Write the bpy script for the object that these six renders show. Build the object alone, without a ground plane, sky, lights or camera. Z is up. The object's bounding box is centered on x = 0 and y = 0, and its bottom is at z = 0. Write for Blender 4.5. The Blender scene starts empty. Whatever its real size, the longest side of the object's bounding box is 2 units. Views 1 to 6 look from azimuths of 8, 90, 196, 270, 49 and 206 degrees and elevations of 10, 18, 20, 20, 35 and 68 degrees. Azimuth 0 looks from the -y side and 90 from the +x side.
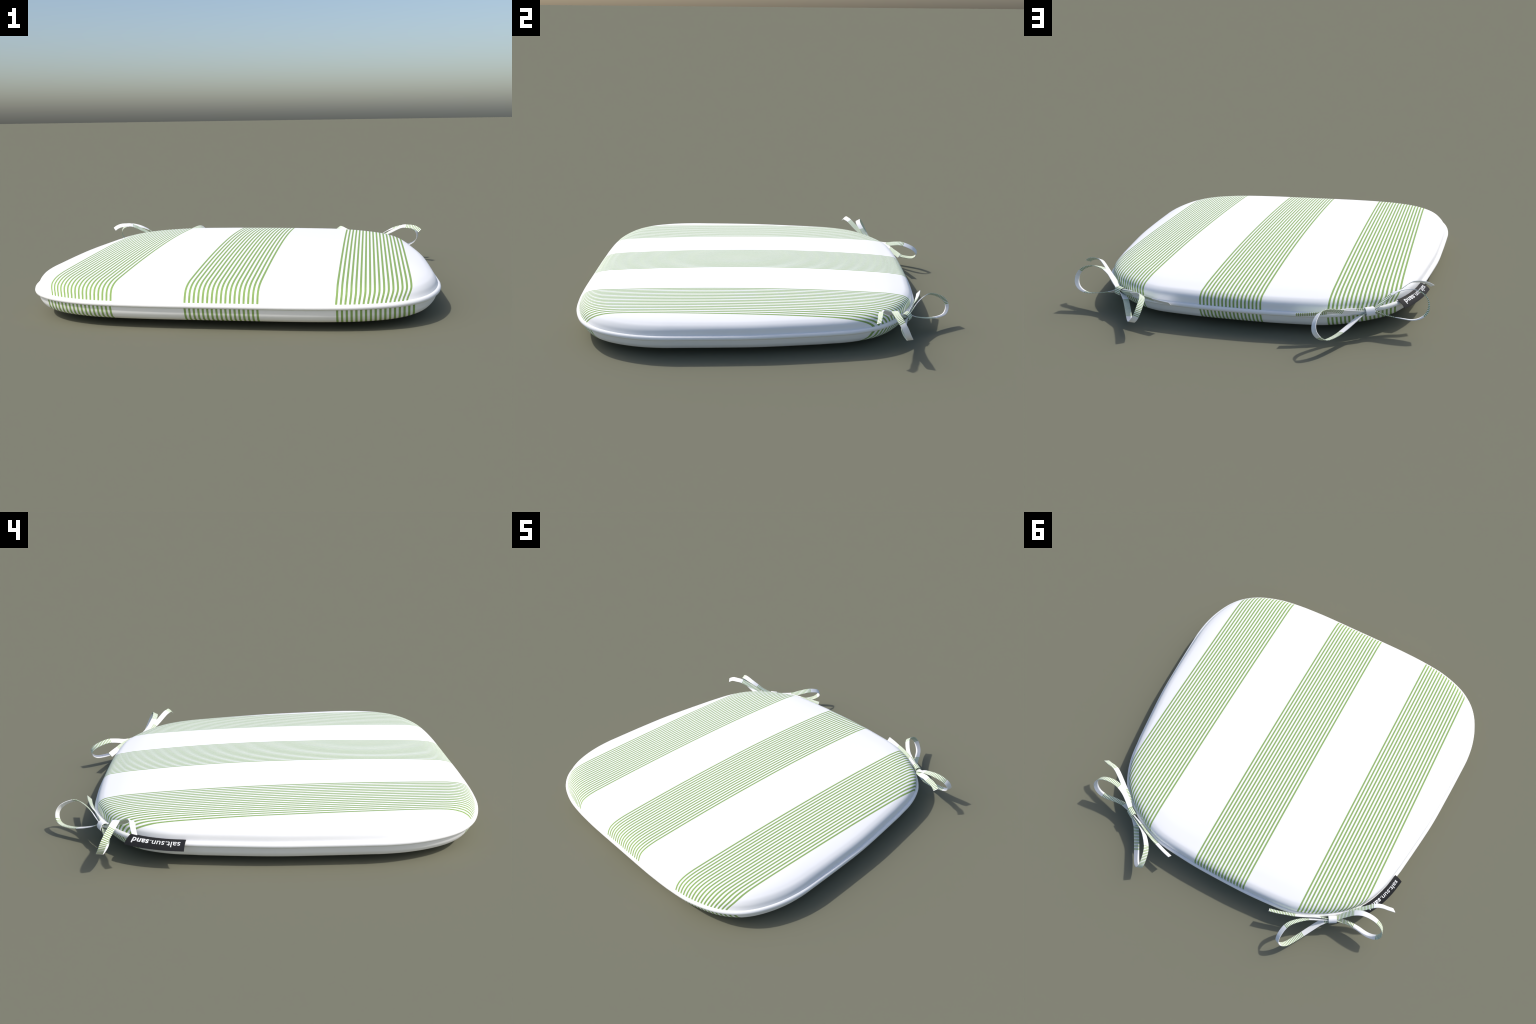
"""A padded seat cushion: domed top and bottom panels in green pin-stripe bands on
white cotton, white piping round the seam, a tie bow at each back corner and a
dark woven tag folded over the piping."""
import bpy
import bmesh
import math
from mathutils import Vector

# ------------------------------------------------------------------ sizes
SEAM_Z = 0.109            # height of the seam / piping axis
PIPE_R = 0.0115           # piping radius
PITCH = 0.01870           # cushion stripe pitch
DUTY = 0.48               # green share of a pitch
BAND = 33                 # pitches per band repeat (17 green lines, then white)
CENTRE = Vector((0.0, -0.085))

# half outline of the piping in plan (x >= 0), front centre round to back centre
HALF = [(0.0, -1.0), (0.20, -1.0), (0.31, -0.998), (0.446, -0.990), (0.577, -0.971),
        (0.707, -0.926), (0.798, -0.864), (0.858, -0.790), (0.899, -0.700),
        (0.924, -0.605), (0.934, -0.510), (0.933, -0.420), (0.924, -0.200), (0.911, 0.0),
        (0.874, 0.280), (0.863, 0.345), (0.847, 0.430), (0.825, 0.500), (0.798, 0.560),
        (0.768, 0.608), (0.712, 0.669), (0.630, 0.731), (0.545, 0.779), (0.455, 0.813),
        (0.380, 0.826), (0.290, 0.834), (0.160, 0.842), (0.0, 0.844)]

# rim of the pad: inset from the outline -> rise above the seam, at the front edge
# (rounded) and at the back edge (a boxier, upright wall)
RIM_FRONT = [(0.012, 0.000), (0.014, 0.013), (0.019, 0.026), (0.025, 0.040), (0.038, 0.056),
             (0.052, 0.0640), (0.068, 0.0702), (0.095, 0.0751), (0.135, 0.0770)]
RIM_BACK = [(0.015, 0.000), (0.0170, 0.013), (0.0180, 0.028), (0.021, 0.044), (0.031, 0.057),
            (0.045, 0.0657), (0.060, 0.0708), (0.090, 0.0746), (0.135, 0.0770)]
RIM_TOP = 0.0770
DOME = 0.0320             # extra rise of the crown over the rim


def smoothstep(a, b, x):
    t = max(0.0, min(1.0, (x - a) / (b - a)))
    return t * t * (3 - 2 * t)


def crown(x, y):
    """0..1 swell of the pad; its peak lies a little toward the back."""
    v = y / (0.94 if y < 0 else 0.76)
    return max(0.0, 1 - (x / 0.90) ** 2) * max(0.0, 1 - v * v)


def catmull(pts, t):
    """Catmull-Rom through pts (tuples of any length), t in [0, len-1]."""
    n = len(pts)
    i = min(int(t), n - 2)
    f = t - i
    p1, p2 = pts[i], pts[i + 1]
    p0 = pts[i - 1] if i > 0 else tuple(2 * a - b for a, b in zip(p1, p2))
    p3 = pts[i + 2] if i + 2 < n else tuple(2 * a - b for a, b in zip(p2, p1))
    return tuple(0.5 * (2 * b + (c - a) * f + (2 * a - 5 * b + 4 * c - d) * f * f
                        + (3 * b - a - 3 * c + d) * f ** 3)
                 for a, b, c, d in zip(p0, p1, p2, p3))


def closed_outline(count):
    """Closed, mirrored outline resampled evenly by arc length (counter-clockwise)."""
    full = HALF + [(-x, y) for x, y in HALF[-2:0:-1]]
    ring = full[-2:] + full + full[:3]
    fine = []
    for k in range(len(full) * 24):
        fine.append(Vector(catmull(ring, 2 + k / 24.0)))
    seg = [(fine[(i + 1) % len(fine)] - p).length for i, p in enumerate(fine)]
    total, out, i, acc = sum(seg), [], 0, 0.0
    for k in range(count):
        want = total * k / count
        while acc + seg[i] < want:
            acc += seg[i]
            i += 1
        f = (want - acc) / seg[i]
        out.append(fine[i].lerp(fine[(i + 1) % len(fine)], f))
    normals = []
    for k in range(count):
        d = out[(k + 1) % count] - out[k - 1]
        normals.append(Vector((d.y, -d.x)).normalized())
    return out, normals


N = 288
OUT, NRM = closed_outline(N)


# ------------------------------------------------------------------ materials
def material(name, colour, rough=0.9, spec=0.15):
    m = bpy.data.materials.new(name)
    m.use_nodes = True
    b = m.node_tree.nodes["Principled BSDF"]
    b.inputs["Base Color"].default_value = (*colour, 1)
    b.inputs["Roughness"].default_value = rough
    b.inputs["Specular IOR Level"].default_value = spec
    return m


WHITE = (0.93, 0.93, 0.93)
GREEN = (0.275, 0.420, 0.133)
DARK = (0.019, 0.019, 0.021)


def striped_fabric(name, z_a, z_b, s_a, s_b, gain_front, gain_back):
    """Stripes run straight across the pad; toward the side corners the cloth is eased
    sideways on the wall, by s_a at height z_a changing to s_b at height z_b, with a
    gain that differs between the front and the back."""
    m = material(name, WHITE)
    nt = m.node_tree
    nd, ln = nt.nodes, nt.links

    def math_node(op, a, b=None):
        n = nd.new("ShaderNodeMath")
        n.operation = op
        for i, v in enumerate((a, b)):
            if v is None:
                continue
            if isinstance(v, (int, float)):
                n.inputs[i].default_value = v
            else:
                ln.new(v, n.inputs[i])
        return n.outputs[0]

    tc = nd.new("ShaderNodeTexCoord")
    sp = nd.new("ShaderNodeSeparateXYZ")
    ln.new(tc.outputs["Object"], sp.inputs[0])
    # the cloth is stretched a little wider toward the back and laid slightly askew
    y = math_node("ADD", sp.outputs[1], 0.98)
    x = math_node("SUBTRACT", sp.outputs[0], math_node("MULTIPLY", y, 0.00375))
    x = math_node("DIVIDE", x, math_node("ADD", math_node("MULTIPLY", y, 0.019), 1.0))
    ease = nd.new("ShaderNodeMapRange")
    ease.interpolation_type = "SMOOTHSTEP"
    ln.new(sp.outputs[2], ease.inputs[0])
    for i, v in enumerate((z_a, z_b, s_a, s_b)):
        ease.inputs[i + 1].default_value = v
    front = nd.new("ShaderNodeMapRange")
    ln.new(sp.outputs[1], front.inputs[0])
    for i, v in enumerate((-0.60, 0.20, gain_front, gain_back)):
        front.inputs[i + 1].default_value = v
    x3 = math_node("MULTIPLY", math_node("POWER", math_node("ABSOLUTE", x), 3.0), x)
    x = math_node("ADD", x, math_node("MULTIPLY", math_node("MULTIPLY", x3, ease.outputs[0]), front.outputs[0]))
    u = math_node("DIVIDE", math_node("SUBTRACT", x, 0.0122), PITCH)
    line = math_node("LESS_THAN",
                     math_node("ABSOLUTE", math_node("SUBTRACT", u, math_node("ROUND", u))), DUTY / 2)
    rep = math_node("MULTIPLY", math_node("ROUND", math_node("DIVIDE", u, BAND)), BAND)
    band = math_node("LESS_THAN", math_node("ABSOLUTE", math_node("SUBTRACT", u, rep)), 8.5)
    mask = math_node("MULTIPLY", line, band)
    mix = nd.new("ShaderNodeMix")
    mix.data_type = "RGBA"
    ln.new(mask, mix.inputs[0])
    mix.inputs[6].default_value = (*WHITE, 1)
    mix.inputs[7].default_value = (*GREEN, 1)
    ln.new(mix.outputs[2], nd["Principled BSDF"].inputs["Base Color"])
    return m


M_STRIPE = striped_fabric("striped_cotton", 0.113, 0.172, 0.078, 0.0, 0.82, 1.0)
M_STRIPE_UNDER = striped_fabric("striped_cotton_under", 0.040, 0.105, 1.2, 1.0, -0.025, 0.06)
M_WHITE = material("white_cotton", WHITE)
M_GREEN = material("green_cotton", GREEN)
M_DARK = material("charcoal_tape", DARK, 0.7, 0.2)
M_LETTER = material("white_thread", (0.9, 0.9, 0.9))


def add_object(name, verts, faces, mats, parent, face_mat=None, smooth=True):
    me = bpy.data.meshes.new(name)
    me.from_pydata([tuple(v) for v in verts], [], faces)
    for m in mats:
        me.materials.append(m)
    if face_mat:
        me.polygons.foreach_set("material_index", face_mat)
    if smooth:
        me.polygons.foreach_set("use_smooth", [True] * len(me.polygons))
    me.update()
    ob = bpy.data.objects.new(name, me)
    bpy.context.collection.objects.link(ob)
    ob.parent = parent
    return ob


def empty(name, parent=None):
    ob = bpy.data.objects.new(name, None)
    ob.empty_display_size = 0.1
    bpy.context.collection.objects.link(ob)
    ob.parent = parent
    return ob


cushion = empty("seat_cushion")
cushion["label"] = "white seat cushion with green pinstripe bands and tie bows"
cushion["category"] = "seat cushion"


# ------------------------------------------------------------------ panels
def panel(name, sign, mat):
    """Half of the pad: rings run from the seam inward, over the rim and up the crown."""
    reach = [(p - CENTRE).dot(n) for p, n in zip(OUT, NRM)]
    top = sign > 0
    rim = RIM_TOP if top else RIM_TOP * 1.065
    dome = DOME if top else 0.1085 - rim
    verts, faces = [], []

    def height(x, y, h, d):
        if top:
            h *= 1 - 0.05 * (x / 0.9) ** 2
        else:
            h *= 1.03 + 0.04 * smoothstep(-0.7, 0.3, y)
        return SEAM_Z + sign * (h + dome * crown(x, y) * smoothstep(0.02, 0.14, d))

    steps = (len(RIM_FRONT) - 1) * 3
    edge = None
    for k in range(steps + 1):
        f, b = catmull(RIM_FRONT, k / 3.0), catmull(RIM_BACK, k / 3.0)
        edge = []
        for p, r in zip(OUT, reach):
            w = smoothstep(-0.70, -0.10, p.y) if top else 0.0
            d, h = f[0] + (b[0] - f[0]) * w, f[1] + (b[1] - f[1]) * w
            q = CENTRE + (p - CENTRE) * (1 - d / r)
            edge.append(q)
            verts.append((q.x, q.y, height(q.x, q.y, h, d)))
    J = 26
    for j in range(1, J):
        for q0 in edge:
            q = CENTRE + (q0 - CENTRE) * (1 - j / J)
            verts.append((q.x, q.y, height(q.x, q.y, RIM_TOP, 1.0)))
    rings = steps + J
    for r in range(rings - 1):
        for k in range(N):
            a, b = r * N + k, r * N + (k + 1) % N
            q = (a, b, b + N, a + N)
            faces.append(q if top else q[::-1])
    c = len(verts)
    verts.append((CENTRE.x, CENTRE.y, height(CENTRE.x, CENTRE.y, RIM_TOP, 1.0)))
    base = (rings - 1) * N
    for k in range(N):
        t = (base + k, base + (k + 1) % N, c)
        faces.append(t if top else t[::-1])
    return add_object(name, verts, faces, [mat], cushion)


panel("top_panel", 1, M_STRIPE)
panel("bottom_panel", -1, M_STRIPE_UNDER)


# ------------------------------------------------------------------ piping
def piping():
    verts, faces = [], []
    S = 12
    for p, n in zip(OUT, NRM):
        c = p - n * PIPE_R
        for s in range(S):
            a = 2 * math.pi * s / S
            q = c + n * (PIPE_R * math.cos(a))
            verts.append((q.x, q.y, SEAM_Z + 0.002 + PIPE_R * math.sin(a)))
    for k in range(N):
        for s in range(S):
            a, b = k * S + s, k * S + (s + 1) % S
            c, d = ((k + 1) % N) * S + (s + 1) % S, ((k + 1) % N) * S + s
            faces.append((a, d, c, b))
    add_object("piping", verts, faces, [M_WHITE], cushion)


piping()


# ------------------------------------------------------------------ ribbon strips
def ribbon(name, stations, parent, width=0.0292, phase=0.0, thick=0.0026,
           pitch=0.0086, mirror=False, closed=False):
    """Sweep a flat strip along stations (position, width direction). Green cross lines
    come in bands of 17 along its length; phase is where the first band starts."""
    rows = []
    if closed:
        stations = stations + [stations[0]]
    data = [tuple(p) + tuple(Vector(w).normalized()) for p, w in stations]
    fine = []
    steps = 40
    for i in range((len(data) - 1) * steps + 1):
        v = catmull(data, i / steps)
        fine.append((Vector(v[:3]), Vector(v[3:])))
    cum = [0.0]
    for a, b in zip(fine, fine[1:]):
        cum.append(cum[-1] + (b[0] - a[0]).length)
    length = cum[-1]

    def green(s):
        u = (s - phase) / pitch
        v = (u + DUTY / 2) % BAND
        return v < 17 and (v % 1.0) < DUTY

    cuts = {0.0, length}
    n0 = int(math.floor(-phase / pitch)) - BAND
    for k in range(n0, int(length / pitch) + BAND * 2):
        for e in (-DUTY / 2, DUTY / 2):
            s = phase + (k + e) * pitch
            if 1e-5 < s < length - 1e-5:
                cuts.add(s)
    cuts = sorted(cuts)
    j = 0
    for s in cuts:
        while j < len(cum) - 2 and cum[j + 1] < s:
            j += 1
        f = (s - cum[j]) / max(cum[j + 1] - cum[j], 1e-9)
        p = fine[j][0].lerp(fine[j + 1][0], f)
        w = fine[j][1].lerp(fine[j + 1][1], f)
        t = (fine[min(j + 2, len(fine) - 1)][0] - fine[max(j - 1, 0)][0]).normalized()
        w = (w - t * w.dot(t)).normalized()
        rows.append((s, p, w, t.cross(w).normalized()))
    verts, faces, mats = [], [], []
    hw, ht = width / 2, thick / 2
    for _, p, w, n in rows:
        for a, b in ((-1, -1), (1, -1), (1, 1), (-1, 1)):
            verts.append(p + w * hw * a + n * ht * b)
    for r in range(len(rows) - 1):
        g = 1 if green(0.5 * (rows[r][0] + rows[r + 1][0])) else 0
        for k in range(4):
            a, b = r * 4 + k, r * 4 + (k + 1) % 4
            faces.append((a, a + 4, b + 4, b))
            mats.append(g)
    faces += [(0, 1, 2, 3), tuple(len(verts) - 4 + k for k in (3, 2, 1, 0))]
    mats += [0, 0]
    if mirror:
        verts = [Vector((-v.x, v.y, v.z)) for v in verts]
        faces = [f[::-1] for f in faces]
    ob = add_object(name, verts, faces, [M_WHITE, M_GREEN], parent, mats)
    # crisp edges along the strip, smooth along its length
    ob.data.set_sharp_from_angle(angle=math.radians(50))
    return ob


KNOT = Vector((0.648, 0.738, 0.121))
AXIS = Vector((-0.86, 0.50, 0.0))          # direction of the knot, along the seam
KOUT = Vector((0.50, 0.86, 0.10))          # away from the cushion
KUP = Vector((-0.16, -0.27, 0.95))
KW = Vector((0.22, 0.72, 0.66))            # width direction of the strips inside the knot
KSTACK = Vector((0.40, 0.52, -0.75))       # direction in which they lie on each other


def at(along, layer):
    return tuple(KNOT + AXIS * along + KSTACK * layer)


LOOP_SIDE = [  # leaves the knot upward, swings out sideways, returns below
    (at(0.0, -0.005), KW), (at(-0.026, -0.006), (0.38, 0.82, 0.42)),
    ((0.708, 0.688, 0.156), (0.48, 0.82, 0.10)),
    ((0.744, 0.665, 0.185), (0.36, 0.93, 0.08)),
    ((0.790, 0.651, 0.205), (0.20, 0.94, 0.25)), ((0.845, 0.652, 0.2125), (0.10, 0.90, 0.40)),
    ((0.892, 0.664, 0.2000), (0.07, 0.86, 0.50)), ((0.918, 0.683, 0.170), (0.22, 0.90, 0.36)),
    ((0.919, 0.701, 0.132), (0.30, 0.93, 0.20)), ((0.896, 0.715, 0.103), (0.25, 0.94, 0.22)),
    ((0.852, 0.719, 0.086), (0.15, 0.95, 0.28)), ((0.790, 0.712, 0.086), (0.12, 0.92, 0.36)),
    ((0.735, 0.712, 0.093), (0.15, 0.85, 0.50)), ((0.697, 0.722, 0.105), (0.20, 0.80, 0.56)),
    (at(-0.026, 0.009), KW), (at(0.0, 0.008), KW)]
LOOP_BACK = [  # leaves the knot downward, swings out behind, returns above
    (at(0.0, 0.010), KW), (at(0.024, 0.010), (0.42, 0.68, 0.58)),
    ((0.606, 0.778, 0.104), (0.76, 0.58, 0.28)),
    ((0.588, 0.800, 0.093), (0.82, 0.55, 0.14)), ((0.553, 0.857, 0.073), (0.83, 0.53, 0.15)),
    ((0.519, 0.914, 0.0615), (0.83, 0.50, 0.20)), ((0.485, 0.967, 0.064), (0.82, 0.48, 0.28)),
    ((0.459, 0.9895, 0.084), (0.80, 0.42, 0.40)), ((0.439, 0.990, 0.113), (0.78, 0.36, 0.50)),
    ((0.433, 0.965, 0.142), (0.77, 0.36, 0.54)), ((0.440, 0.918, 0.163), (0.77, 0.37, 0.55)),
    ((0.456, 0.882, 0.168), (0.72, 0.37, 0.62)), ((0.490, 0.842, 0.156), (0.68, 0.28, 0.66)),
    ((0.531, 0.807, 0.138), (0.62, 0.20, 0.74)), ((0.578, 0.780, 0.127), (0.38, 0.40, 0.80)),
    (at(0.027, 0.004), (0.10, 0.50, 0.85)), (at(0.0, 0.004), (0.10, 0.50, 0.85))]
TAIL_SIDE = [
    (at(0.0, 0.0), KW), (at(-0.026, 0.0), (0.36, 0.80, 0.45)),
    ((0.703, 0.681, 0.147), (0.40, 0.82, 0.30)), ((0.760, 0.634, 0.181), (0.32, 0.80, 0.48)),
    ((0.820, 0.589, 0.2185), (0.33, 0.78, 0.52)), ((0.855, 0.573, 0.2225), (0.40, 0.75, 0.54)),
    ((0.888, 0.567, 0.219), (0.46, 0.70, 0.56)), ((0.910, 0.561, 0.210), (0.48, 0.68, 0.57)),
    ((0.925, 0.556, 0.199), (0.49, 0.66, 0.59))]
TAIL_BACK = [
    (at(0.0, -0.002), (-0.10, 0.30, 0.93)), (at(0.026, -0.003), (-0.10, 0.32, 0.93)),
    ((0.587, 0.764, 0.129), (-0.05, 0.38, 0.92)), ((0.553, 0.779, 0.133), (-0.02, 0.45, 0.89)),
    ((0.505, 0.801, 0.133), (0.0, 0.55, 0.83)), ((0.452, 0.822, 0.131), (0.0, 0.64, 0.77)),
    ((0.420, 0.832, 0.129), (0.0, 0.65, 0.75)), ((0.370, 0.848, 0.128), (0.0, 0.66, 0.75)),
    ((0.319, 0.861, 0.128), (0.0, 0.66, 0.75))]


def knot_ring():
    """Rounded ring round the stacked strips; starts low on the outer face, runs up."""
    pts = []
    n = 16
    for k in range(n):
        a = 2 * math.pi * k / n - math.radians(50)
        c, s = math.cos(a), math.sin(a)
        o = 0.0165 * math.copysign(abs(c) ** 0.85, c)
        u = 0.0195 * math.copysign(abs(s) ** 0.85, s)
        q = KNOT + KOUT * (0.004 + o) + KUP * u
        pts.append((tuple(q), tuple(AXIS)))
    return pts


def tie_bow(mirror, phases):
    p = phases
    # the knot ring is the body of the bow; loops and tails hang from it
    bow = ribbon("tie_bow", knot_ring(), cushion, width=0.044, phase=p[4], mirror=mirror,
                 closed=True)
    ribbon("loop", LOOP_SIDE, bow, phase=p[0], mirror=mirror)
    ribbon("loop", LOOP_BACK, bow, phase=p[1], mirror=mirror)
    ribbon("tail", TAIL_SIDE, bow, phase=p[2], mirror=mirror)
    ribbon("tail", TAIL_BACK, bow, phase=p[3], mirror=mirror)


tie_bow(False, (0.177, 0.080, 0.285, 0.103, 0.0))
tie_bow(True, (-0.006, 0.190, 0.108, -0.075, 0.103))


# ------------------------------------------------------------------ tag
TAG_T = 0.0022
left = [(-p.x, p.y) for p in OUT]


def tag_frame():
    """Strip along the left rear edge: path on the outline from y=0.35 to y=0.60."""
    pts = [(p, n) for p, n in zip(OUT, NRM) if p.x < 0 and 0.325 < p.y < 0.62]
    pts.sort(key=lambda q: q[0].y)
    return pts


TAG_PTS = tag_frame()
TAG_LEN = []
acc = 0.0
for i, (p, n) in enumerate(TAG_PTS):
    if i:
        acc += (p - TAG_PTS[i - 1][0]).length
    TAG_LEN.append(acc)


def tag_point(s, t, lift=0.0):
    """s: arc length along the edge, t: 0 inner/top edge .. 1 outer/lower edge."""
    s0 = max(0.0, min(s, TAG_LEN[-1] - 1e-6))
    i = 0
    while TAG_LEN[i + 1] < s0:
        i += 1
    f = (s - TAG_LEN[i]) / (TAG_LEN[i + 1] - TAG_LEN[i])
    p = TAG_PTS[i][0].lerp(TAG_PTS[i + 1][0], f)
    n = TAG_PTS[i][1].lerp(TAG_PTS[i + 1][1], f).normalized()
    ang = math.radians(10 + 45 * t)            # curls downward as it leaves the seam
    r = 0.0745
    o = -0.012 + r * (math.sin(ang) - math.sin(math.radians(10)))
    z = 0.1285 + r * (math.cos(ang) - math.cos(math.radians(10)))
    o += lift * math.sin(ang)
    z += lift * math.cos(ang)
    q = p + n * o
    return Vector((q.x, q.y, z))


TAG_S0 = next(l for l, (p, n) in zip(TAG_LEN, TAG_PTS) if p.y >= 0.349)
TAG_S1 = next(l for l, (p, n) in zip(TAG_LEN, TAG_PTS) if p.y >= 0.591)


def tag():
    verts, faces = [], []
    A, B = 40, 10
    for layer in (0.0, TAG_T):
        for a in range(A + 1):
            for b in range(B + 1):
                verts.append(tag_point(TAG_S0 + (TAG_S1 - TAG_S0) * a / A, b / B, layer))
    L = (A + 1) * (B + 1)
    ix = lambda l, a, b: l * L + a * (B + 1) + b
    for a in range(A):
        for b in range(B):
            faces.append((ix(1, a, b), ix(1, a, b + 1), ix(1, a + 1, b + 1), ix(1, a + 1, b)))
            faces.append((ix(0, a, b), ix(0, a + 1, b), ix(0, a + 1, b + 1), ix(0, a, b + 1)))
    for a in range(A):
        faces.append((ix(0, a, 0), ix(1, a, 0), ix(1, a + 1, 0), ix(0, a + 1, 0)))
        faces.append((ix(0, a, B), ix(0, a + 1, B), ix(1, a + 1, B), ix(1, a, B)))
    for b in range(B):
        faces.append((ix(0, 0, b), ix(0, 0, b + 1), ix(1, 0, b + 1), ix(1, 0, b)))
        faces.append((ix(0, A, b), ix(1, A, b), ix(1, A, b + 1), ix(0, A, b + 1)))
    ob = add_object("fabric_tag", verts, faces, [M_DARK], cushion)
    ob.data.set_sharp_from_angle(angle=math.radians(50))
    return ob


def words(text, bold, size):
    cu = bpy.data.curves.new("words", "FONT")
    cu.body = text
    cu.size = size
    cu.offset = 0.02 * size if bold else 0.0
    cu.space_character = 1.05 if bold else 1.0
    cu.resolution_u = 4
    ob = bpy.data.objects.new("words", cu)
    bpy.context.collection.objects.link(ob)
    bpy.context.view_layer.update()
    me = bpy.data.meshes.new_from_object(ob.evaluated_get(bpy.context.evaluated_depsgraph_get()))
    # cut into small faces so that the letters can follow the curl of the tag
    bm = bmesh.new()
    bm.from_mesh(me)
    for axis, step in (((0, 1, 0), 0.05 * size), ((1, 0, 0), 0.12 * size)):
        span = [v.co.dot(Vector(axis)) for v in bm.verts]
        for k in range(1, int((max(span) - min(span)) / step)):
            bmesh.ops.bisect_plane(bm, geom=bm.verts[:] + bm.edges[:] + bm.faces[:], dist=1e-6,
                                   plane_co=Vector(axis) * (min(span) + k * step), plane_no=axis)
    bm.verts.index_update()
    polys = [tuple(v.index for v in f.verts) for f in bm.faces]
    vs = [v.co.copy() for v in bm.verts]
    bm.free()
    bpy.data.objects.remove(ob)
    bpy.data.meshes.remove(me)
    return vs, polys


def lettering(parent):
    size = 0.042
    v1, f1 = words("salt.sun.", False, size)
    v2, f2 = words("sand", True, size)
    shift = max(v.x for v in v1) + 0.10 * size
    vs = v1 + [Vector((v.x + shift, v.y, 0)) for v in v2]
    fs = f1 + [tuple(i + len(v1) for i in f) for f in f2]
    lo, hi = min(v.x for v in vs), max(v.x for v in vs)
    span = TAG_S1 - TAG_S0
    a, b = TAG_S0 + 0.075 * span, TAG_S0 + 0.90 * span
    top = max(v.y for v in v2)
    verts = []
    for lift in (TAG_T * 0.5, TAG_T + 0.0008):
        for v in vs:
            s = a + (b - a) * (v.x - lo) / (hi - lo)
            t = 0.29 + 0.45 * v.y / top
            verts.append(tag_point(s, t, lift))
    n = len(vs)
    faces = [tuple(i + n for i in f) for f in fs]
    edges = {}
    for f in fs:
        for i, j in zip(f, f[1:] + f[:1]):
            edges[(i, j)] = edges.get((i, j), 0) + 1
    for (i, j) in edges:
        if (j, i) not in edges:
            faces.append((i, j, j + n, i + n))
    ob = add_object("lettering", verts, faces, [M_LETTER], parent, smooth=False)
    ob["kind"] = "stuff"


lettering(tag())
